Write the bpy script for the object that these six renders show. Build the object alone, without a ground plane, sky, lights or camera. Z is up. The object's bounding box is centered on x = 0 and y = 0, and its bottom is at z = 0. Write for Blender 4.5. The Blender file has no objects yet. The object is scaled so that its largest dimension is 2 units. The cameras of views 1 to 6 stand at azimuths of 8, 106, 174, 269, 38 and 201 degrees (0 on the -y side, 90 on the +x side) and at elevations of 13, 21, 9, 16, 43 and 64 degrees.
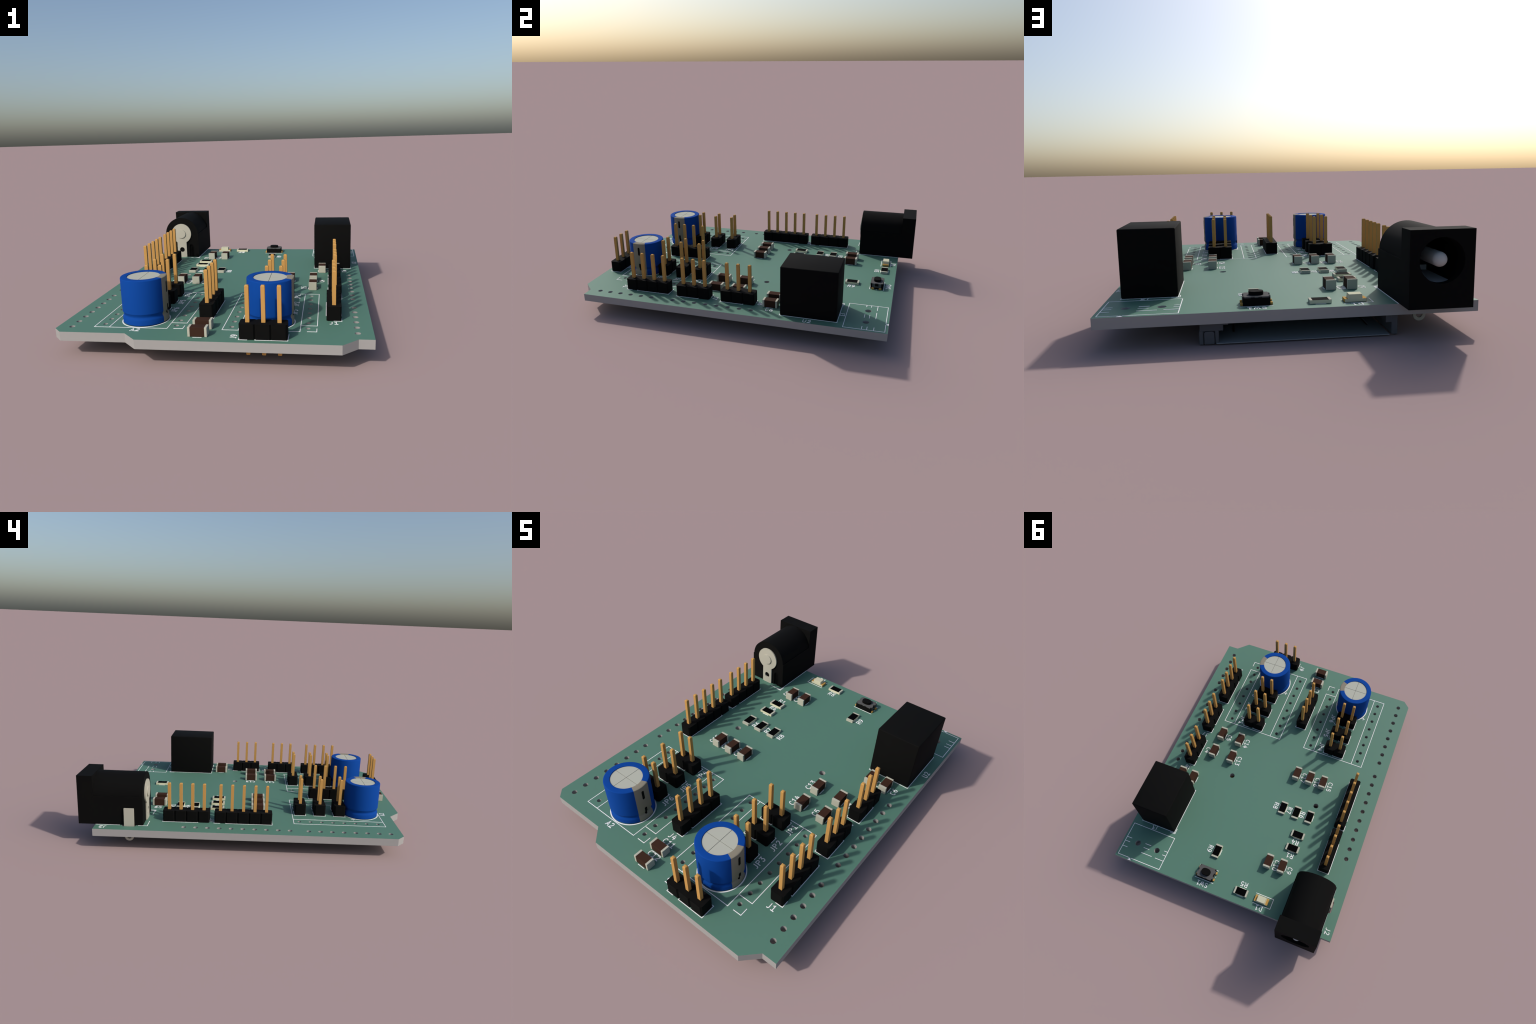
"""A populated circuit board (add-on "shield" with a power jack, headers,
capacitors, a converter block and a memory-card socket underneath).

All dimensions are millimetres in board terms: `along` runs from the back edge
(jack side, +y) to the front edge (-y), `across` from the right edge (+x) to the
left edge (-x), `h` is the height above the top copper face."""
import bpy, bmesh, math
from math import sin, cos, pi, radians
from mathutils import Vector, Matrix

# ------------------------------------------------------------------ frame
MM = 0.027713                      # metres per millimetre
LENGTH, WIDTH, THICK = 68.58, 53.34, 1.6
X_EDGE = MM * WIDTH / 2            # world x of across = 0
Y_EDGE = -1.0 + MM * LENGTH        # world y of along = 0
UNDER = 4.725                      # board top above the ground
Z_TOP = MM * UNDER

def place(along, across, h=0.0):
    return Vector((X_EDGE - MM * across, Y_EDGE - MM * along, Z_TOP + MM * h))

# ------------------------------------------------------------------ materials
def material(name, rgb, rough=0.5, metal=0.0, spec=0.5, grain=0.0, coat=0.0):
    m = bpy.data.materials.new(name)
    m.use_nodes = True
    nt = m.node_tree
    b = nt.nodes["Principled BSDF"]
    b.inputs["Base Color"].default_value = (*rgb, 1)
    b.inputs["Roughness"].default_value = rough
    b.inputs["Metallic"].default_value = metal
    b.inputs["Specular IOR Level"].default_value = spec
    if grain:                       # very faint procedural mottling
        tc = nt.nodes.new("ShaderNodeTexCoord")
        nz = nt.nodes.new("ShaderNodeTexNoise")
        nz.inputs["Scale"].default_value = 60
        nz.inputs["Detail"].default_value = 3
        mr = nt.nodes.new("ShaderNodeMapRange")
        mr.inputs["To Min"].default_value = 1 - grain
        mr.inputs["To Max"].default_value = 1 + grain
        mx = nt.nodes.new("ShaderNodeVectorMath")
        mx.operation = 'SCALE'
        mx.inputs[0].default_value = rgb
        nt.links.new(tc.outputs["Object"], nz.inputs["Vector"])
        nt.links.new(nz.outputs["Fac"], mr.inputs["Value"])
        nt.links.new(mr.outputs["Result"], mx.inputs["Scale"])
        nt.links.new(mx.outputs["Vector"], b.inputs["Base Color"])
    return m

DULL = dict(rough=0.85, spec=0.1)      # moulded and plated parts are almost matt
MASK   = material("solder_mask_green", (0.076, 0.177, 0.130), 0.63, spec=0.38, grain=0.015)
EDGE   = material("board_core_grey", (0.31, 0.305, 0.295), 0.8, spec=0.15, grain=0.02)
INK    = material("silkscreen_white", (0.80, 0.80, 0.80), 0.6, spec=0.2)
BLACK  = material("black_plastic", (0.0028, 0.0028, 0.0026), **DULL)
EPOXY  = material("black_epoxy", (0.0028, 0.0028, 0.0026), **DULL)
GOLD   = material("gold_plated_pin", (0.485, 0.265, 0.078), **DULL)
BLUE   = material("blue_sleeve", (0.002, 0.049, 0.262), **DULL)
STRIPE = material("sleeve_stripe", (0.235, 0.21, 0.16), **DULL)
ALU    = material("aluminium_top", (0.405, 0.41, 0.35), **DULL)
TIN    = material("tinned_terminal", (0.415, 0.41, 0.335), **DULL)
CERAM  = material("brown_ceramic", (0.041, 0.0185, 0.0115), **DULL)
ALUM   = material("cream_alumina", (0.62, 0.60, 0.42), **DULL)
FILM   = material("black_resistor_film", (0.0006, 0.0006, 0.0008), 0.85, spec=0.05)
LENS   = material("cream_lens", (0.56, 0.545, 0.39), **DULL)
AMBER  = material("gold_leg", (0.47, 0.272, 0.073), **DULL)
COVER  = material("dark_steel_cover", (0.086, 0.086, 0.085), **DULL)
STEEL  = material("contact_metal", (0.415, 0.40, 0.33), **DULL)
SILVER = material("jack_pin_metal", (0.45, 0.45, 0.43), **DULL)
SOCKET = material("socket_plastic", (0.085, 0.088, 0.095), **DULL)
SHELL  = material("socket_shell_steel", (0.22, 0.23, 0.24), **DULL)
LINING = material("pale_bore_grey", (0.55, 0.57, 0.57), **DULL)  # lightened so the floor deep in the dim bore shows bright enough
GROOVE = material("groove_shadow_grey", (0.22, 0.22, 0.195), **DULL)  # aluminium tone darkened to paint shade into the scored cross

# ------------------------------------------------------------------ scene graph
scene = bpy.context.scene
coll = scene.collection
root = bpy.data.objects.new("circuit_board", None)
coll.objects.link(root)
root["label"] = "green circuit board with headers, blue capacitors and power jack"
root["category"] = "circuit board"

def finish(bm, name, mats, parent, at, smooth=None, kind=None):
    """bmesh in mm, local axes = world axes, origin at `at`."""
    bmesh.ops.recalc_face_normals(bm, faces=bm.faces)
    bmesh.ops.scale(bm, vec=(MM, MM, MM), verts=bm.verts)
    me = bpy.data.meshes.new(name)
    bm.to_mesh(me)
    bm.free()
    for m in (mats if isinstance(mats, (list, tuple)) else [mats]):
        me.materials.append(m)
    if smooth:
        me.shade_smooth()
        me.set_sharp_from_angle(angle=radians(smooth))
    return put(me, name, parent, at, kind)

def put(me, name, parent, at, kind=None):
    ob = bpy.data.objects.new(name, me)
    coll.objects.link(ob)
    ob.parent = parent
    origin = parent.get("_at") if parent is not None else None
    base = Vector(origin) if origin is not None else Vector((0, 0, 0))
    ob.location = Vector(at) - base
    ob["_at"] = tuple(at)
    if kind:
        ob["kind"] = kind
    return ob

# ------------------------------------------------------------------ bmesh helpers (local mm, x right, y back, z up)
def box(bm, x0, x1, y0, y1, z0, z1, bevel=0.0, seg=1, mat=0):
    r = bmesh.ops.create_cube(bm, size=1)
    vs = r["verts"]
    for v in vs:
        v.co = Vector((x0 + (v.co.x + .5) * (x1 - x0), y0 + (v.co.y + .5) * (y1 - y0), z0 + (v.co.z + .5) * (z1 - z0)))
    fs = {f for v in vs for f in v.link_faces}
    if bevel:
        es = list({e for v in vs for e in v.link_edges})
        out = bmesh.ops.bevel(bm, geom=es, offset=bevel, segments=seg, affect='EDGES', profile=0.5)
        fs = {f for f in bm.faces if all(x0 - 1e-6 <= v.co.x <= x1 + 1e-6 and y0 - 1e-6 <= v.co.y <= y1 + 1e-6 and z0 - 1e-6 <= v.co.z <= z1 + 1e-6 for v in f.verts)}
    for f in fs:
        f.material_index = mat

def prism(bm, outline, z0, z1, mat=0, top_scale=1.0):
    """vertical prism from an (x, y) outline."""
    n = len(outline)
    cx = sum(p[0] for p in outline) / n
    cy = sum(p[1] for p in outline) / n
    lo = [bm.verts.new((x, y, z0)) for x, y in outline]
    hi = [bm.verts.new((cx + (x - cx) * top_scale, cy + (y - cy) * top_scale, z1)) for x, y in outline]
    fs = [bm.faces.new(lo[::-1]), bm.faces.new(hi)]
    for i in range(n):
        fs.append(bm.faces.new((lo[i], lo[(i + 1) % n], hi[(i + 1) % n], hi[i])))
    for f in fs:
        f.material_index = mat
    return fs

def bar_y(bm, outline, y0, y1, mat=0):
    """prism whose (x, z) outline is swept along y."""
    n = len(outline)
    a = [bm.verts.new((x, y0, z)) for x, z in outline]
    b = [bm.verts.new((x, y1, z)) for x, z in outline]
    fs = [bm.faces.new(a), bm.faces.new(b[::-1])]
    for i in range(n):
        fs.append(bm.faces.new((a[i], b[i], b[(i + 1) % n], a[(i + 1) % n])))
    for f in fs:
        f.material_index = mat

def bar_x(bm, outline, x0, x1, mat=0):
    n = len(outline)
    a = [bm.verts.new((x0, y, z)) for y, z in outline]
    b = [bm.verts.new((x1, y, z)) for y, z in outline]
    fs = [bm.faces.new(a[::-1]), bm.faces.new(b)]
    for i in range(n):
        fs.append(bm.faces.new((a[i], a[(i + 1) % n], b[(i + 1) % n], b[i])))
    for f in fs:
        f.material_index = mat

def circle(cx, cy, r, n=32, a0=0.0, a1=2 * pi, ry=None):
    ry = r if ry is None else ry
    full = abs(a1 - a0 - 2 * pi) < 1e-6
    k = n if full else n + 1
    return [(cx + r * cos(a0 + (a1 - a0) * i / n), cy + ry * sin(a0 + (a1 - a0) * i / n)) for i in range(k)]

def revolve(bm, profile, a0, a1, n, mat=0, close_ends=False):
    """profile = [(r, z), ...] turned about z."""
    full = abs(a1 - a0 - 2 * pi) < 1e-6
    k = n if full else n + 1
    rows = [[bm.verts.new((r * cos(a0 + (a1 - a0) * i / n), r * sin(a0 + (a1 - a0) * i / n), z)) for r, z in profile] for i in range(k)]
    for i in range(n):
        A, B = rows[i], rows[(i + 1) % k]
        for j in range(len(profile) - 1):
            bm.faces.new((A[j], B[j], B[j + 1], A[j + 1])).material_index = mat
    if close_ends:
        bm.faces.new(rows[0]).material_index = mat
        bm.faces.new(rows[-1][::-1]).material_index = mat

def boolean_cut(me, cutters):
    """subtract meshes (metres, same origin) from me, return a new mesh."""
    ob = bpy.data.objects.new("work_solid", me)
    coll.objects.link(ob)
    tools = []
    for c in cutters:
        t = bpy.data.objects.new("work_tool", c)
        coll.objects.link(t)
        md = ob.modifiers.new("cut", 'BOOLEAN')
        md.operation, md.solver, md.object = 'DIFFERENCE', 'EXACT', t
        tools.append(t)
    dg = bpy.context.evaluated_depsgraph_get()
    out = bpy.data.meshes.new_from_object(ob.evaluated_get(dg))
    for o in [ob] + tools:
        bpy.data.objects.remove(o)
    return out

def raw_mesh(bm, mats):
    bmesh.ops.recalc_face_normals(bm, faces=bm.faces)
    bmesh.ops.scale(bm, vec=(MM, MM, MM), verts=bm.verts)
    me = bpy.data.meshes.new("work")
    bm.to_mesh(me)
    bm.free()
    for m in mats:
        me.materials.append(m)
    return me

# ------------------------------------------------------------------ component positions (along, across)
HEADERS = [  # pin 1, direction of the following pins, pin count
    ((56.83, 6.24), (-1, 0), 4), ((39.42, 5.93), (1, 0), 3), ((29.15, 5.91), (1, 0), 3),
    ((56.83, 28.48), (-1, 0), 4), ((66.14, 19.81), (0, -1), 3),
    ((26.40, 46.75), (1, 0), 5), ((22.79, 46.75), (-1, 0), 4),
    ((44.63, 15.51), (0, 1), 2), ((49.21, 15.51), (0, 1), 2), ((53.83, 15.51), (0, 1), 2),
    ((44.63, 37.77), (0, 1), 2), ((49.21, 37.77), (0, 1), 2), ((53.83, 37.77), (0, 1), 2)]
CERAMICS = [  # centre, long axis: 'a' along, 'c' across
    ((38.50, 10.38), 'a'), ((38.50, 15.27), 'a'), ((33.18, 15.30), 'a'), ((33.18, 10.40), 'a'),
    ((34.86, 32.45), 'a'), ((34.86, 35.90), 'a'), ((34.86, 39.30), 'a'), ((11.47, 34.20), 'a'), ((11.47, 37.60), 'a'),
    ((24.44, 8.62), 'a'), ((24.44, 5.42), 'a'), ((66.04, 27.92), 'c'), ((62.62, 27.92), 'c')]
RESISTORS = [((25.24, 32.45), 'a'), ((25.24, 35.92), 'a'), ((25.28, 39.27), 'a'), ((9.45, 22.02), 'a'),
             ((20.05, 38.23), 'c'), ((16.53, 38.23), 'c'), ((2.75, 31.00), 'c')]
DRIVERS = [(10.49, 'right'), (32.75, 'left')]         # across position of the first pin row of each module field
CAPS = [(59.05, 16.90), (59.05, 39.05)]
LED_AT, SWITCH_AT = (2.75, 36.04), (3.75, 21.98)
JACK_ACROSS, JACK_PAD = 46.25, 10.11

# ------------------------------------------------------------------ board
def build_board():
    outline = [(0, 0), (66.04, 0), (66.04, 2.54), (68.58, 5.08), (68.58, 37.846), (66.04, 40.386), (66.04, 51.816), (64.516, 53.34), (0, 53.34)]
    holes = []
    for i in range(8):
        holes.append((27.94 + 2.54 * i, 2.54, .5))
        holes.append((45.72 + 2.54 * i, 50.8, .5))
    for i in range(6):
        holes.append((50.8 + 2.54 * i, 2.54, .5))
    for i in range(10):
        holes.append((18.796 + 2.54 * i, 50.8, .5))
    for first, _ in DRIVERS:
        for i in range(8):
            for row in (0, 12.7):
                holes.append((44.14 + 2.54 * i, first + row, .4))
    holes += [(4.44, 3.69, .65), (4.44, 8.69, .65), (28.73, 17.31, .62), (28.73, 39.72, .62)]
    cu = bpy.data.curves.new("board_outline", 'CURVE')
    cu.dimensions, cu.fill_mode = '2D', 'BOTH'
    cu.extrude = MM * THICK / 2
    def spline(pts):
        s = cu.splines.new('POLY')
        s.points.add(len(pts) - 1)
        for p, (a, c) in zip(s.points, pts):
            p.co = (-MM * c, -MM * a, 0, 1)
        s.use_cyclic_u = True
    spline(outline)
    for a, c, r in holes:
        spline(circle(a, c, r, 28))
    # plated slot of the jack's side contact
    spline(circle(8.11, 50.95, .5, 12, -pi / 2, pi / 2) + circle(6.11, 50.95, .5, 12, pi / 2, 1.5 * pi))
    tmp = bpy.data.objects.new("work_curve", cu)
    coll.objects.link(tmp)
    dg = bpy.context.evaluated_depsgraph_get()
    me = bpy.data.meshes.new_from_object(tmp.evaluated_get(dg))
    bpy.data.objects.remove(tmp)
    me.transform(Matrix.Translation((0, 0, -MM * THICK / 2)))
    me.name = "board_plate"
    me.materials.clear()
    me.materials.append(MASK)
    me.materials.append(EDGE)
    for p in me.polygons:
        p.material_index = 0 if abs(p.normal.z) > .5 else 1
        p.use_smooth = False
    return put(me, "board_plate", root, place(0, 0))

board = build_board()

# ------------------------------------------------------------------ silkscreen: ribbons of ink lying on the mask
INK_W, TEXT_W = 0.12, 0.15
def ribbon(bm, pts, width, top, closed=False):
    """flat raised stroke through (x, y) points with mitred joints."""
    P = [Vector(p) for p in pts]
    n = len(P)
    half = width / 2
    L, R = [], []
    for i in range(n):
        a = P[i] - P[i - 1] if (i or closed) else P[1] - P[0]
        b = P[(i + 1) % n] - P[i] if (i < n - 1 or closed) else P[-1] - P[-2]
        a, b = a.normalized(), b.normalized()
        na, nb = Vector((-a.y, a.x)), Vector((-b.y, b.x))
        m = na + nb
        if m.length < 1e-3:
            m = na
        m = m.normalized()
        k = half / max(.35, m.dot(na))
        q = P[i]
        if not closed and i == 0:
            q = q - a * half * .8
        if not closed and i == n - 1:
            q = q + b * half * .8
        L.append(q + m * k)
        R.append(q - m * k)
    lo, hi = -0.03, top
    v = [[bm.verts.new((p.x, p.y, z)) for p in side] for side, z in ((L, hi), (R, hi), (R, lo), (L, lo))]
    seq = range(n if closed else n - 1)
    for i in seq:
        j = (i + 1) % n
        for k in range(4):
            A, B = v[k], v[(k + 1) % 4]
            bm.faces.new((A[i], A[j], B[j], B[i]))
    if not closed:
        bm.faces.new([v[k][0] for k in range(4)])
        bm.faces.new([v[k][-1] for k in range(4)][::-1])

def arc(cx, cy, rx, ry, d0, d1, n=8):
    return [(cx + rx * cos(radians(d0 + (d1 - d0) * i / n)), cy + ry * sin(radians(d0 + (d1 - d0) * i / n))) for i in range(n + 1)]

# drafting-style stroke letters, cap height 1: glyph -> (advance, strokes)
GLYPHS = {
    'A': (.90, [[(.02, 0), (.31, 1), (.60, 0)], [(.11, .29), (.51, .29)]]),
    'C': (.95, [arc(.38, .5, .33, .5, 48, 312, 14)]),
    'D': (.95, [[(.05, 0), (.05, 1)], [(.05, 1), (.22, 1)] + arc(.22, .5, .38, .5, 80, -80, 10) + [(.22, 0), (.05, 0)]]),
    'J': (.82, [[(.42, 1), (.42, .26)] + arc(.20, .24, .22, .24, -10, -120, 6)]),
    'P': (.97, [[(.05, 0), (.05, 1)], [(.05, 1), (.40, 1)] + arc(.40, .76, .24, .24, 80, -80, 8) + [(.40, .52), (.05, .52)]]),
    'R': (.97, [[(.05, 0), (.05, 1)], [(.05, 1), (.40, 1)] + arc(.40, .76, .24, .24, 80, -80, 8) + [(.40, .52), (.05, .52)], [(.34, .52), (.64, 0)]]),
    'S': (.92, [arc(.33, .76, .27, .24, 35, 250, 10) + arc(.33, .26, .27, .26, 70, -145, 10)]),
    'U': (1.0, [[(.05, 1), (.05, .30)] + arc(.34, .28, .29, .28, 190, 350, 10) + [(.63, .30), (.63, 1)]]),
    'W': (1.1, [[(.02, 1), (.24, 0), (.43, .72), (.62, 0), (.84, 1)]]),
    '0': (.88, [arc(.30, .5, .28, .5, 90, 450, 20)]),
    '1': (.88, [[(.06, .84), (.20, .90), (.32, 1), (.32, 0)], [(.05, 0), (.58, 0)]]),
    '2': (.88, [arc(.29, .74, .26, .26, 155, -20, 8) + [(.42, .45), (.03, 0), (.60, 0)]]),
    '3': (.88, [[(.03, 1), (.55, 1), (.27, .62)] + arc(.30, .31, .27, .31, 75, -150, 10)]),
    '4': (.88, [[(.46, .70), (.46, 0)], [(.30, 1), (.02, .34), (.62, .34)]]),
    '5': (.88, [[(.54, 1), (.10, 1), (.06, .55)] + arc(.29, .32, .27, .32, 115, -150, 10)]),
    '6': (.88, [arc(.30, .30, .27, .30, 0, 360, 18), [(.50, 1)] + arc(.50, .36, .47, .60, 110, 178, 6)]),
    '7': (.88, [[(.02, 1), (.60, 1), (.24, 0)]]),
    '8': (.88, [arc(.30, .77, .22, .23, -90, 270, 14), arc(.30, .27, .27, .27, 90, 450, 16)]),
    '9': (.88, [arc(.30, .70, .27, .30, 0, 360, 18), [(.10, 0)] + arc(.10, .64, .47, .60, -70, -2, 6)]),
    '+': (.9, [[(.05, .5), (.75, .5)], [(.40, .15), (.40, .85)]]),
}
def write(text, along, across, turned):
    """one printed designator; reads toward +x, or toward +y when turned."""
    bm = bmesh.new()
    cur, strokes = 0.0, []
    for ch in text:
        adv, st = GLYPHS[ch]
        strokes += [[(x + cur, y) for x, y in s] for s in st]
        cur += adv
    xs = [x for s in strokes for x, _ in s]
    mid = (min(xs) + max(xs)) / 2
    for k, s in enumerate(strokes):
        pts = [(x - mid, y - .5) for x, y in s]
        if turned:
            pts = [(-y, x) for x, y in pts]
        loop = (Vector(pts[0]) - Vector(pts[-1])).length < 1e-4
        ribbon(bm, pts[:-1] if loop else pts, TEXT_W, .035 + .006 * (k % 6), loop)
    return finish(bm, "printed_label", INK, board, place(along, across), kind=None)

def lines(name, strokes, closed=False, width=INK_W):
    """printed outline; strokes are (along, across) polylines."""
    bm = bmesh.new()
    a0, c0 = strokes[0][0]
    for k, s in enumerate(strokes):
        ribbon(bm, [(-(c - c0), -(a - a0)) for a, c in s], width, .030 + .006 * (k % 6), closed)
    return finish(bm, name, INK, board, place(a0, c0))

for (a, c), (da, dc), n in HEADERS:
    ea, ec = -dc, da                      # side on which the pin-1 corner is drawn
    q = lambda t, s: (a + da * t + ea * s, c + dc * t + ec * s)
    end = 2.54 * (n - 1) + 1.33
    lines("header_outline", [[q(1.27, 1.33), q(end, 1.33), q(end, -1.33), q(1.27, -1.33)], [q(1.27, 1.33), q(1.27, -1.33)],
                             [q(0, 1.33), q(-1.33, 1.33), q(-1.33, 0)]])
for first, _ in DRIVERS:
    f = first
    lines("module_outline", [[(60.65, f + 1.25), (60.65, f - 1.5), (42.82, f - 1.5), (42.82, f + 14.09), (63.38, f + 14.09), (63.38, f + 1.25), (42.82, f + 1.25)],
                             [(42.82, f + 11.41), (63.38, f + 11.41)], [(61.93, f - 1.45), (63.34, f - 1.45), (63.34, f + .08)]])
for a, c in CAPS:
    lines("capacitor_outline", [[(a + 4.12 * cos(2 * pi * i / 64), c + 4.12 * sin(2 * pi * i / 64)) for i in range(64)]], closed=True, width=.2)
    lines("polarity_mark", [[(a - 2.31 - .4, c + 4.03), (a - 2.31 + .4, c + 4.03)], [(a - 2.31, c + 3.63), (a - 2.31, c + 4.43)]])
for (a, c), ax in CERAMICS + RESISTORS:
    for s in (-.91, .91):
        lines("part_outline", [[(a - .71, c + s), (a + .71, c + s)] if ax == 'a' else [(a + s, c - .71), (a + s, c + .71)]])
a, c = LED_AT
lines("led_outline", [[(a + 1.12, c - 1.7), (a + 1.12, c + 2.46), (a - 1.17, c + 2.46), (a - 1.17, c - 1.7)]])
a, c = SWITCH_AT
lines("switch_outline", [[(a + 1.51, c - 2.26), (a + 1.51, c + 2.26)], [(a - 1.57, c - 2.26), (a - 1.57, c + 2.26)], [(a - .08, c + 2.24), (a + .08, c + 2.24)], [(a - .08, c - 2.24), (a + .08, c - 2.24)]])
lines("converter_outline", [[(9.90, 1.98), (9.90, 10.55), (21.68, 10.55), (21.68, 1.98)]], closed=True)
lines("converter_outline", [[(9.66, 9.55), (9.66, 10.79), (10.93, 10.79)]])
lines("terminal_outline", [[(8.60, .55), (8.60, 11.28), (.55, 11.28), (.55, 3.95)], [(8.60, .55), (.55, .55), (.55, 3.42)],
      [(4.98, .6), (4.98, 1.77)], [(3.98, .6), (3.98, 1.77)], [(2.67, .6), (2.67, 1.77)], [(4.95, 5.48), (4.95, 6.88)], [(3.95, 5.48), (3.95, 6.88)],
      [(2.67, 5.48), (2.67, 8.17)], [(4.95, 10.42), (4.95, 11.27)], [(3.95, 10.42), (3.95, 11.27)], [(2.65, 9.17), (2.65, 11.27)]])
bm = bmesh.new()
prism(bm, [(-.42, .27), (.42, .27), (0, -.27)], -.03, .045)
finish(bm, "pin_one_triangle", INK, board, place(.29, 3.67))
j, p = JACK_ACROSS, JACK_PAD
lines("jack_outline", [[(p + .9, j + 1.9), (p + .9, j + 4.6), (p - 1, j + 4.6)], [(p - 5, j + 4.6), (.08, j + 4.6)],
                       [(.08, j - 4.6), (p + .9, j - 4.6), (p + .9, j - 2)], [(p - .3, j - 4.8), (p + 1.1, j - 4.8), (p + 1.1, j - 3.75)]])

for text, a, c, turned in [
    ("J1", 59.16, 6.24, 0), ("J7", 37.09, 5.93, 0), ("J6", 26.82, 5.91, 0), ("J4", 59.16, 28.48, 0), ("J9", 66.14, 22.14, 1), ("J5", 24.07, 46.75, 0),
    ("J8", 25.12, 46.75, 0), ("JP1", 44.63, 13.18, 1), ("JP2", 49.21, 13.18, 1), ("JP3", 53.83, 13.18, 1), ("JP4", 44.63, 35.44, 1), ("JP5", 49.21, 35.44, 1), ("JP6", 53.83, 35.44, 1),
    ("C5", 38.36, 12.23, 1), ("C14", 38.36, 17.12, 1), ("C13", 33.04, 17.15, 1), ("C4", 33.04, 8.55, 1), ("C17", 34.72, 34.30, 1), ("C16", 34.72, 37.75, 1), ("C15", 34.72, 41.15, 1),
    ("C10", 11.33, 36.05, 1), ("C9", 11.33, 39.45, 1), ("C7", 24.30, 6.77, 1), ("C6", 24.30, 3.57, 1), ("C12", 64.05, 27.92, 0), ("C11", 60.63, 27.92, 0),
    ("R8", 25.24, 30.60, 1), ("R7", 25.24, 34.07, 1), ("R6", 25.28, 37.42, 1), ("R9", 9.45, 20.17, 1), ("R4", 18.20, 38.23, 0), ("R1", 14.68, 38.23, 0), ("R5", 4.60, 31.00, 0),
    ("D1", .90, 36.04, 0), ("SW1", 1.20, 21.95, 0), ("J2", 1.76, 52.06, 1), ("J3", 9.42, 5.75, 0), ("U2", 15.75, .88, 1), ("A2", 64.33, 39.20, 0), ("A1", 64.33, 16.94, 0)]:
    write(text, a, c, turned)

# ------------------------------------------------------------------ pin headers
def block_outline(n, along_x):
    """plan of n moulded blocks in a row, each an octagon with chamfered corners."""
    ch, w = .25, 1.27
    side = []
    for i in range(n):
        t = 2.54 * i
        side += [(t - w, w - ch), (t - w + ch, w), (t + w - ch, w)]
    side.append((2.54 * (n - 1) + w, w - ch))
    pts = side + [(t, -s) for t, s in reversed(side)]
    return pts if along_x else [(s, t) for t, s in pts]

pin_bm = bmesh.new()
box(pin_bm, -.32, .32, -.32, .32, -3.0, 8.6)
tips = [e for e in pin_bm.edges if abs(e.verts[0].co.z - e.verts[1].co.z) < 1e-5]
bmesh.ops.bevel(pin_bm, geom=tips, offset=.2, segments=3, affect='EDGES', profile=0.5)
bmesh.ops.recalc_face_normals(pin_bm, faces=pin_bm.faces)
bmesh.ops.scale(pin_bm, vec=(MM, MM, MM), verts=pin_bm.verts)
PIN = bpy.data.meshes.new("header_pin")
pin_bm.to_mesh(PIN)
pin_bm.free()
PIN.materials.append(GOLD)

header_meshes = {}
for (a, c), (da, dc), n in HEADERS:
    key = (n, da, dc)
    base = place(a, c, .01)
    if key not in header_meshes:
        bm = bmesh.new()
        step = Vector((-dc, -da))
        out = [((step.x * t - step.y * s), (step.y * t + step.x * s)) for t, s in block_outline(n, True)]
        prism(bm, out, 0, 2.54)
        ob = finish(bm, "pin_header", BLACK, root, base)
        header_meshes[key] = ob.data
    else:
        ob = put(header_meshes[key], "pin_header", root, base)
    for i in range(n):
        put(PIN, "header_pin", ob, place(a + da * 2.54 * i, c + dc * 2.54 * i))

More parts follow.
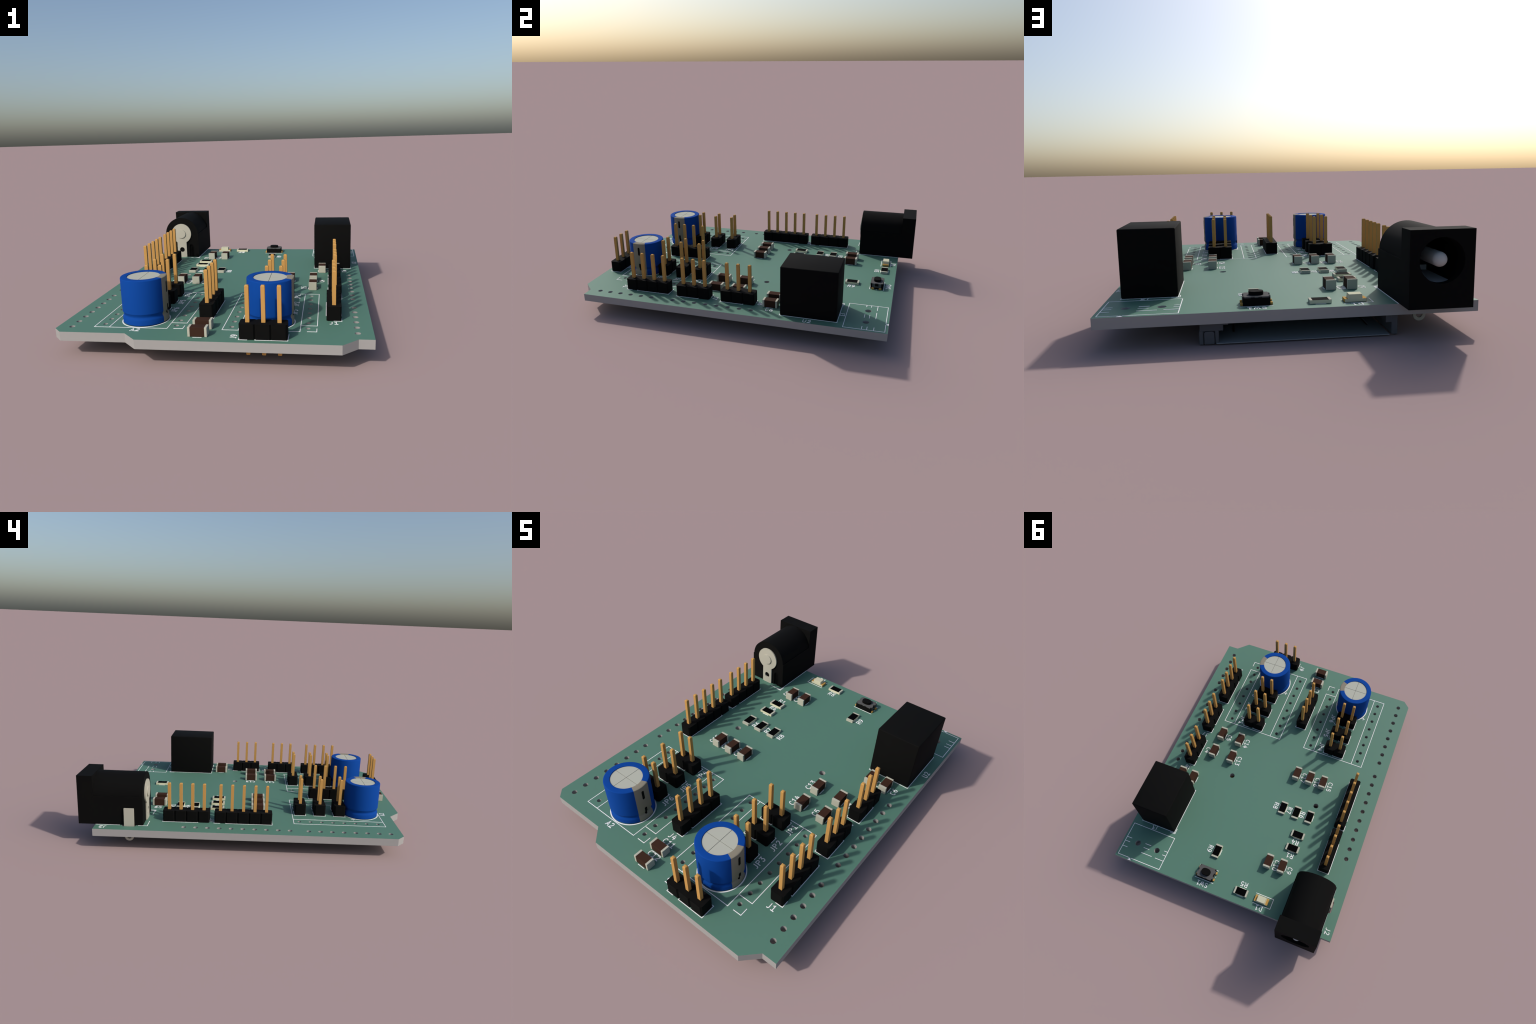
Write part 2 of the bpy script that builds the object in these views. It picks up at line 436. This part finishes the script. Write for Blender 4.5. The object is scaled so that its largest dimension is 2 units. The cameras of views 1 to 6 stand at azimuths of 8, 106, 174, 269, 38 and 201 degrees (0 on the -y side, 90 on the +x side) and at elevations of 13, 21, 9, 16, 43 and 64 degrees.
# ------------------------------------------------------------------ electrolytic capacitors
def build_electrolytics():
    R, H, RIN, SH = 4.0, 8.0, 2.85, radians(22.5)
    wall = [(R - .35, .05), (R - .08, .1), (R, .2), (R, 1.0), (R - .06, 1.16), (R - .2, 1.36), (R - .24, 1.5), (R - .22, 1.66), (R - .08, 1.95), (R, 2.1),
            (R, H - .2), (R - .03, H - .08), (R - .1, H - .02), (R - .2, H), (RIN + .04, H), (RIN, H - .03), (RIN, H - .32)]
    proto = {}
    for a, c in CAPS:
        base = place(a, c, .02)
        def part(name, make, mat, parent, smooth=35):
            if name not in proto:
                bm = bmesh.new()
                make(bm)
                ob = finish(bm, name, mat, parent, base, smooth)
                proto[name] = ob.data
                return ob
            return put(proto[name], name, parent, base)
        sleeve = part("electrolytic_capacitor", lambda bm: revolve(bm, wall, SH, 2 * pi - SH, 84), BLUE, root, 26)
        part("polarity_stripe", lambda bm: revolve(bm, wall, -SH, SH, 12), STRIPE, sleeve)
        def lid(bm):
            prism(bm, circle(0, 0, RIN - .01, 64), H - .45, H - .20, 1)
            g = .04
            for q in range(4):      # four sectors of the vented top, scored crosswise
                a0 = q * pi / 2
                e = math.asin(g / (RIN - .02))
                pts = [(g * (cos(a0) - sin(a0)), g * (sin(a0) + cos(a0)))] + circle(0, 0, RIN - .015, 14, a0 + e, a0 + pi / 2 - e)
                prism(bm, pts, H - .3, H - .12, 0)
        part("capacitor_lid", lid, [ALU, GROOVE], sleeve, None)
        def marks(bm):
            for z0, z1 in ((5.1, 7.05), (1.25, 3.0)):
                n = 12
                da = .24 / R
                rows = []
                for i in range(n + 1):
                    z = z0 + (z1 - z0) * i / n
                    for (r0, r1), r in zip(zip(wall, wall[1:]), range(99)):
                        if r0[1] <= z <= r1[1]:
                            f = (z - r0[1]) / (r1[1] - r0[1])
                            rr = r0[0] + (r1[0] - r0[0]) * f
                            break
                    wdt = da * (1 if 0 < i < n else .55)
                    rows.append([bm.verts.new((rad * cos(s * wdt), rad * sin(s * wdt), z)) for rad, s in ((rr - .05, -1), (rr + .03, -1), (rr + .03, 1), (rr - .05, 1))])
                for A, B in zip(rows, rows[1:]):
                    for k in range(4):
                        bm.faces.new((A[k], A[(k + 1) % 4], B[(k + 1) % 4], B[k]))
                bm.faces.new(rows[0])
                bm.faces.new(rows[-1])
        part("minus_mark", marks, BLACK, sleeve, None)
        def leads(bm):
            prism(bm, circle(0, 0, R - .36, 40), .06, .5)
            for s in (-1.75, 1.75):
                prism(bm, circle(s, 0, .3, 14), -3.0, .3)
        part("capacitor_lead", leads, TIN, sleeve, None)
build_electrolytics()

# ------------------------------------------------------------------ chip parts
def chip_set(name, spots, body_fn, subs):
    proto = {}
    for (a, c), ax in spots:
        base = place(a, c)
        def part(nm, make, mat, parent):
            k = (nm, ax)
            if k in proto:
                return put(proto[k], nm, parent, base)
            bm = bmesh.new()
            make(bm)
            if ax == 'a':
                bmesh.ops.rotate(bm, verts=bm.verts, cent=(0, 0, 0), matrix=Matrix.Rotation(pi / 2, 3, 'Z'))
            ob = finish(bm, nm, mat, parent, base)
            proto[k] = ob.data
            return ob
        body = part(name, *body_fn, root)
        for nm, make, mat in subs:
            part(nm, make, mat, body)

def cap_ends(bm):
    for s in (-1, 1):
        x0, x1 = sorted((s * 1.6, s * 1.18))
        box(bm, x0, x1, -.8, .8, .02, 1.62, .05, 2)
chip_set("ceramic_capacitor", CERAMICS, (lambda bm: box(bm, -1.4, 1.4, -.77, .77, .05, 1.59, .03), CERAM), [("end_cap", cap_ends, TIN)])

def res_ends(bm):
    for s in (-1, 1):
        x0, x1 = sorted((s * 1.57, s * 1.53))
        box(bm, x0, x1, -.8, .8, .02, .57, 0)
        x0, x1 = sorted((s * 1.56, s * 1.19))
        box(bm, x0, x1, -.795, .795, .548, .572, 0)
        box(bm, x0, x1, -.795, .795, .01, .05, 0)
chip_set("chip_resistor", RESISTORS, (lambda bm: box(bm, -1.54, 1.54, -.8, .8, .045, .55), ALUM),
         [("resistor_terminal", res_ends, TIN), ("resistor_film", lambda bm: box(bm, -1.2, 1.2, -.785, .785, .5, .565), FILM)])

def led_body(bm):
    box(bm, -1.55, 1.55, -.78, .78, .06, .48)
def led_lens(bm):
    lo = [(-1.0, -.775), (1.0, -.775), (1.0, .775), (-1.0, .775)]
    hi = [(-.94, -.70), (.94, -.70), (.94, .70), (-.94, .70)]
    A = [bm.verts.new((x, y, .46)) for x, y in lo]
    B = [bm.verts.new((x, y, 1.15)) for x, y in hi]
    bm.faces.new(A[::-1]); bm.faces.new(B)
    for i in range(4):
        bm.faces.new((A[i], A[(i + 1) % 4], B[(i + 1) % 4], B[i]))
def led_pads(bm):
    for s in (-1, 1):
        x0, x1 = sorted((s * 1.6, s * 1.54))
        box(bm, x0, x1, -.76, .76, .02, .51)
        x0, x1 = sorted((s * 1.6, s * 1.1))
        box(bm, x0, x1, -.72, .72, .47, .515)
        box(bm, x0, x1, -.72, .72, .02, .07)
chip_set("indicator_led", [(LED_AT, 'c')], (led_body, LENS), [("led_lens", led_lens, LENS), ("led_terminal", led_pads, AMBER)])

# ------------------------------------------------------------------ push button
def switch_base(bm):
    box(bm, -1.93, 1.93, -1.41, 1.41, .03, 1.22, .05)
def switch_cover(bm):
    # top plate with scalloped long edges and notched ends
    half = [(-1.98, .42), (-1.98, 1.0), (-1.72, 1.0), (-1.72, 1.40), (-.80, 1.40), (-.72, 1.33), (-.30, 1.33), (-.22, 1.40), (.22, 1.40), (.30, 1.33), (.72, 1.33), (.80, 1.40), (1.72, 1.40), (1.72, 1.0), (1.98, 1.0), (1.98, .42), (1.78, .36), (1.78, 0)]
    half = [(-1.78, 0), (-1.78, .36)] + half
    pts = half + [(x, -y) for x, y in reversed(half[1:-1])]
    seen, out = set(), []
    for q in pts:
        if q not in seen:
            seen.add(q); out.append(q)
    prism(bm, out, 1.18, 1.36)
    for s in (-1, 1):               # folded side tongues
        for y0, y1 in ((.38, .99), (-.99, -.38)):
            x0, x1 = sorted((s * 1.90, s * 1.985))
            box(bm, x0, x1, y0, y1, .50, 1.30)
        x0, x1 = sorted((s * 1.90, s * 1.98))
        box(bm, x0, x1, -.99, .99, .42, .68)
def switch_button(bm):
    out = []
    for i in range(40):
        t = 2 * pi * i / 40
        out.append((1.06 * abs(cos(t)) ** .8 * (1 if cos(t) >= 0 else -1), .80 * abs(sin(t)) ** .8 * (1 if sin(t) >= 0 else -1)))
    prism(bm, out, 1.2, 1.84)
    prism(bm, [(x * .95, y * .94) for x, y in out], 1.8, 1.9)
def switch_legs(bm):
    for s in (-1, 1):
        for y in (-.80, .80):
            x0, x1 = sorted((s * 1.85, s * 2.31))
            box(bm, x0, x1, y - .28, y + .28, .03, .38, .04)
chip_set("push_button_switch", [(SWITCH_AT, 'c')], (switch_base, BLACK), [("switch_cover", switch_cover, COVER), ("switch_plunger", switch_button, BLACK), ("switch_leg", switch_legs, AMBER)])

# ------------------------------------------------------------------ converter block
bm = bmesh.new()
box(bm, -4.25, 4.25, -5.8, 5.8, .02, 10.56, .2, 3)
conv = finish(bm, "power_converter", EPOXY, root, place(15.80, 6.27), 50)
for i in range(3):
    bm = bmesh.new()
    box(bm, -.35, .35, -.25, .25, -4.1, .2)
    finish(bm, "converter_pin", TIN, conv, place(13.26 + 2.54 * i, 8.52))

# ------------------------------------------------------------------ power jack (local x right, y back; origin on the board edge line)
def build_jack():
    j = JACK_ACROSS
    base = place(0, j, .01)
    HC, RB, RH = 6.53, 4.33, 3.13
    front, rear = 3.588, -10.1
    # unite the three solids, then bore the socket and the groove in the rear face
    def solid(fn):
        b = bmesh.new(); fn(b)
        return raw_mesh(b, [BLACK])
    body = solid(lambda b: box(b, -4.5, 4.5, .37, front, 0, 10.7))
    adds = [solid(lambda b: bar_y(b, circle(0, 6.3, RB, 72), -10.1, .7)), solid(lambda b: box(b, -4.5, 4.5, -10.1, .7, 0, 6.35))]
    ob = bpy.data.objects.new("work_solid", body)
    coll.objects.link(ob)
    tools = []
    for op, me in [('UNION', adds[1]), ('UNION', adds[0]),
                   ('DIFFERENCE', solid(lambda b: bar_y(b, circle(0, HC, RH, 56), -8.0, front + 1))),
                   ('DIFFERENCE', solid(lambda b: box(b, -2.6, 2.7, -8.2, 2.5, 3.0, 6.0))),
                   ('DIFFERENCE', solid(lambda b: bar_y(b, [(2.02, -1), (2.86, -1)] + circle(2.44, 2.95, .42, 10, 0, pi), -11, -9.85)))]:
        t = bpy.data.objects.new("work_tool", me)
        coll.objects.link(t)
        md = ob.modifiers.new("op", 'BOOLEAN')
        md.operation, md.solver, md.object = op, 'EXACT', t
        tools.append(t)
    dg = bpy.context.evaluated_depsgraph_get()
    me = bpy.data.meshes.new_from_object(ob.evaluated_get(dg))
    for o in [ob] + tools:
        bpy.data.objects.remove(o)
    me.name = "power_jack"
    me.shade_smooth()
    me.set_sharp_from_angle(angle=radians(30))
    jack = put(me, "power_jack", root, base)
    # rear contact: round head, stem through the board, hole in stem and in tail
    w = 1.25
    th = math.asin(w / 2.62)
    head = circle(0, 6.4, 2.62, 48, -pi / 2 + th, 1.5 * pi - th)
    tail = circle(0, -2.6, w * .72, 16, -pi, 0)
    outline = head + [(-w, .05), (-w * .72, .05)] + tail + [(w * .72, .05), (w, .05)]
    b = bmesh.new(); bar_y(b, outline, -10.38, -10.02)
    plate = raw_mesh(b, [STEEL])
    cuts = []
    for z, r in ((2.05, .66), (-2.6, .45)):
        b = bmesh.new(); bar_y(b, circle(0, z, r, 24), -11, -9.5)
        cuts.append(raw_mesh(b, [STEEL]))
    me = boolean_cut(plate, cuts)
    me.name = "rear_contact"
    put(me, "rear_contact", jack, base)
    b = bmesh.new()
    bar_y(b, circle(0, 6.35, 1.13, 40), -10.60, -10.3)
    finish(b, "contact_rivet", STEEL, jack, base, 40)
    # centre pin with rounded tip
    b = bmesh.new()
    prof = [(0.0, 3.4)] + [(1.03 * sin(t * pi / 16), 2.4 + 1.0 * cos(t * pi / 16)) for t in range(1, 9)] + [(1.03, -10.0)]
    revolve(b, prof, 0, 2 * pi, 36)
    bmesh.ops.remove_doubles(b, verts=b.verts, dist=1e-5)
    bmesh.ops.rotate(b, verts=b.verts, cent=(0, 0, 0), matrix=Matrix.Rotation(-pi / 2, 3, 'X'))
    bmesh.ops.translate(b, verts=b.verts, vec=(-.06, 0, HC))
    finish(b, "centre_pin", SILVER, jack, base, 60)
    # pale sheet on the floor of the hollow body, turned up at the back
    b = bmesh.new()
    box(b, -2.58, 2.68, -8.3, 2.0, 2.9, 3.1)
    box(b, -2.58, 2.68, -8.3, -8.05, 2.9, 3.85)
    finish(b, "pale_bore_sheet", LINING, jack, base)
    # side contact and bottom contact, each with a ring-shaped tail through the board
    def tab(name, normal_x, across_pos, along_pos, top, half, eye):
        ring = circle(0, eye, .97, 20, -pi, 0)
        out = [(half, top), (-half, top), (-half, -.2), (-.97, -.2)] + ring + [(.97, -.2), (half, -.2)]
        b = bmesh.new()
        (bar_x if normal_x else bar_y)(b, out, -.17, .17)
        m0 = raw_mesh(b, [STEEL])
        b = bmesh.new()
        (bar_x if normal_x else bar_y)(b, circle(0, eye, .5, 20), -1, 1)
        me = boolean_cut(m0, [raw_mesh(b, [STEEL])])
        me.name = name
        put(me, name, jack, place(along_pos, across_pos))
    tab("side_contact", True, 50.97, 7.20, 3.87, 1.06, -2.44)
    tab("bottom_contact", False, j, 4.11, .3, 1.0, -2.83)
build_jack()

# ------------------------------------------------------------------ memory-card socket under the board
def build_socket():
    # local x right, y back (origin: middle of the mouth, underside of the board)
    MID, MOUTH = 27.85, .75
    base = place(MOUTH, MID, -THICK)
    W, D, HT = 14.0, 28.2, 3.1
    top, bot = -.02, -HT
    L = lambda across: MID - across          # across coordinate -> local x
    bm = bmesh.new()
    # eject-side rail, seen at the mouth as a pillar with a wider head
    x0, x1 = L(16.55), L(13.9)
    box(bm, x0, x1, -2.4, -.35, bot + .12, -1.0, .12, 1)
    box(bm, L(16.5), L(14.3), -D, -2.2, bot + .05, bot + .4)
    box(bm, L(14.75), L(13.9), -D, -2.2, bot + .12, -1.0, .08, 1)
    box(bm, L(17.2), L(14.02), -D, -.05, -1.22, top - .02, .05)
    box(bm, L(17.9), L(16.9), -D, -.10, -.45, top - .03, .03)
    box(bm, L(14.50), L(13.9), -2.5, 0, bot, -1.1, .1)
    box(bm, L(16.58), L(16.08), -2.5, 0, bot, -1.1, .06)
    # far rail
    box(bm, L(41.85), L(40.95), -D, 0, bot + .02, top - .02, .12)
    box(bm, L(41.2), L(40.1), -D, -.02, -1.25, top - .03, .05)
    # contact block at the back
    box(bm, L(41.8), L(14.0), -D, -D + 4.2, bot + .2, top - .04, .1)
    # tray floor against the board
    box(bm, L(41.0), L(16.5), -D, -9.5, -.35, top - .05)
    socket = finish(bm, "card_socket", SOCKET, root, base)
    # plunger with arched head
    bm = bmesh.new()
    xa, xb = L(15.98), L(14.60)
    r = .35
    out = [(xa, bot + .1), (xb, bot + .1)] + circle(xb - r, -1.25 - r, r, 6, 0, pi / 2) + circle(xa + r, -1.25 - r, r, 6, pi / 2, pi)
    bar_y(bm, out, -2.6, .05)
    finish(bm, "eject_plunger", SOCKET, socket, base)
    # sheet-metal shell closing the side that faces the ground, with two relief slots
    b = bmesh.new()
    box(b, L(40.6), L(16.25), -D + .2, .2, bot + .09, bot + .2)
    plate = raw_mesh(b, [SHELL])
    cuts = []
    for a in (18.7, 38.7):
        b = bmesh.new(); box(b, L(a) - .17, L(a) + .17, -10.5, -4.6, bot - 1, bot + 1)
        cuts.append(raw_mesh(b, [SHELL]))
    me = boolean_cut(plate, cuts)
    me.name = "socket_shell"
    put(me, "socket_shell", socket, base)
    bm = bmesh.new()
    for i in range(9):
        x = -9.0 + 2.5 * i
        box(bm, x - .3, x + .3, -D - .9, -D + 6, -.22, -.06)
    finish(bm, "card_contact", GOLD, socket, base)
build_socket()

for ob in list(bpy.data.objects):
    if "_at" in ob:
        del ob["_at"]
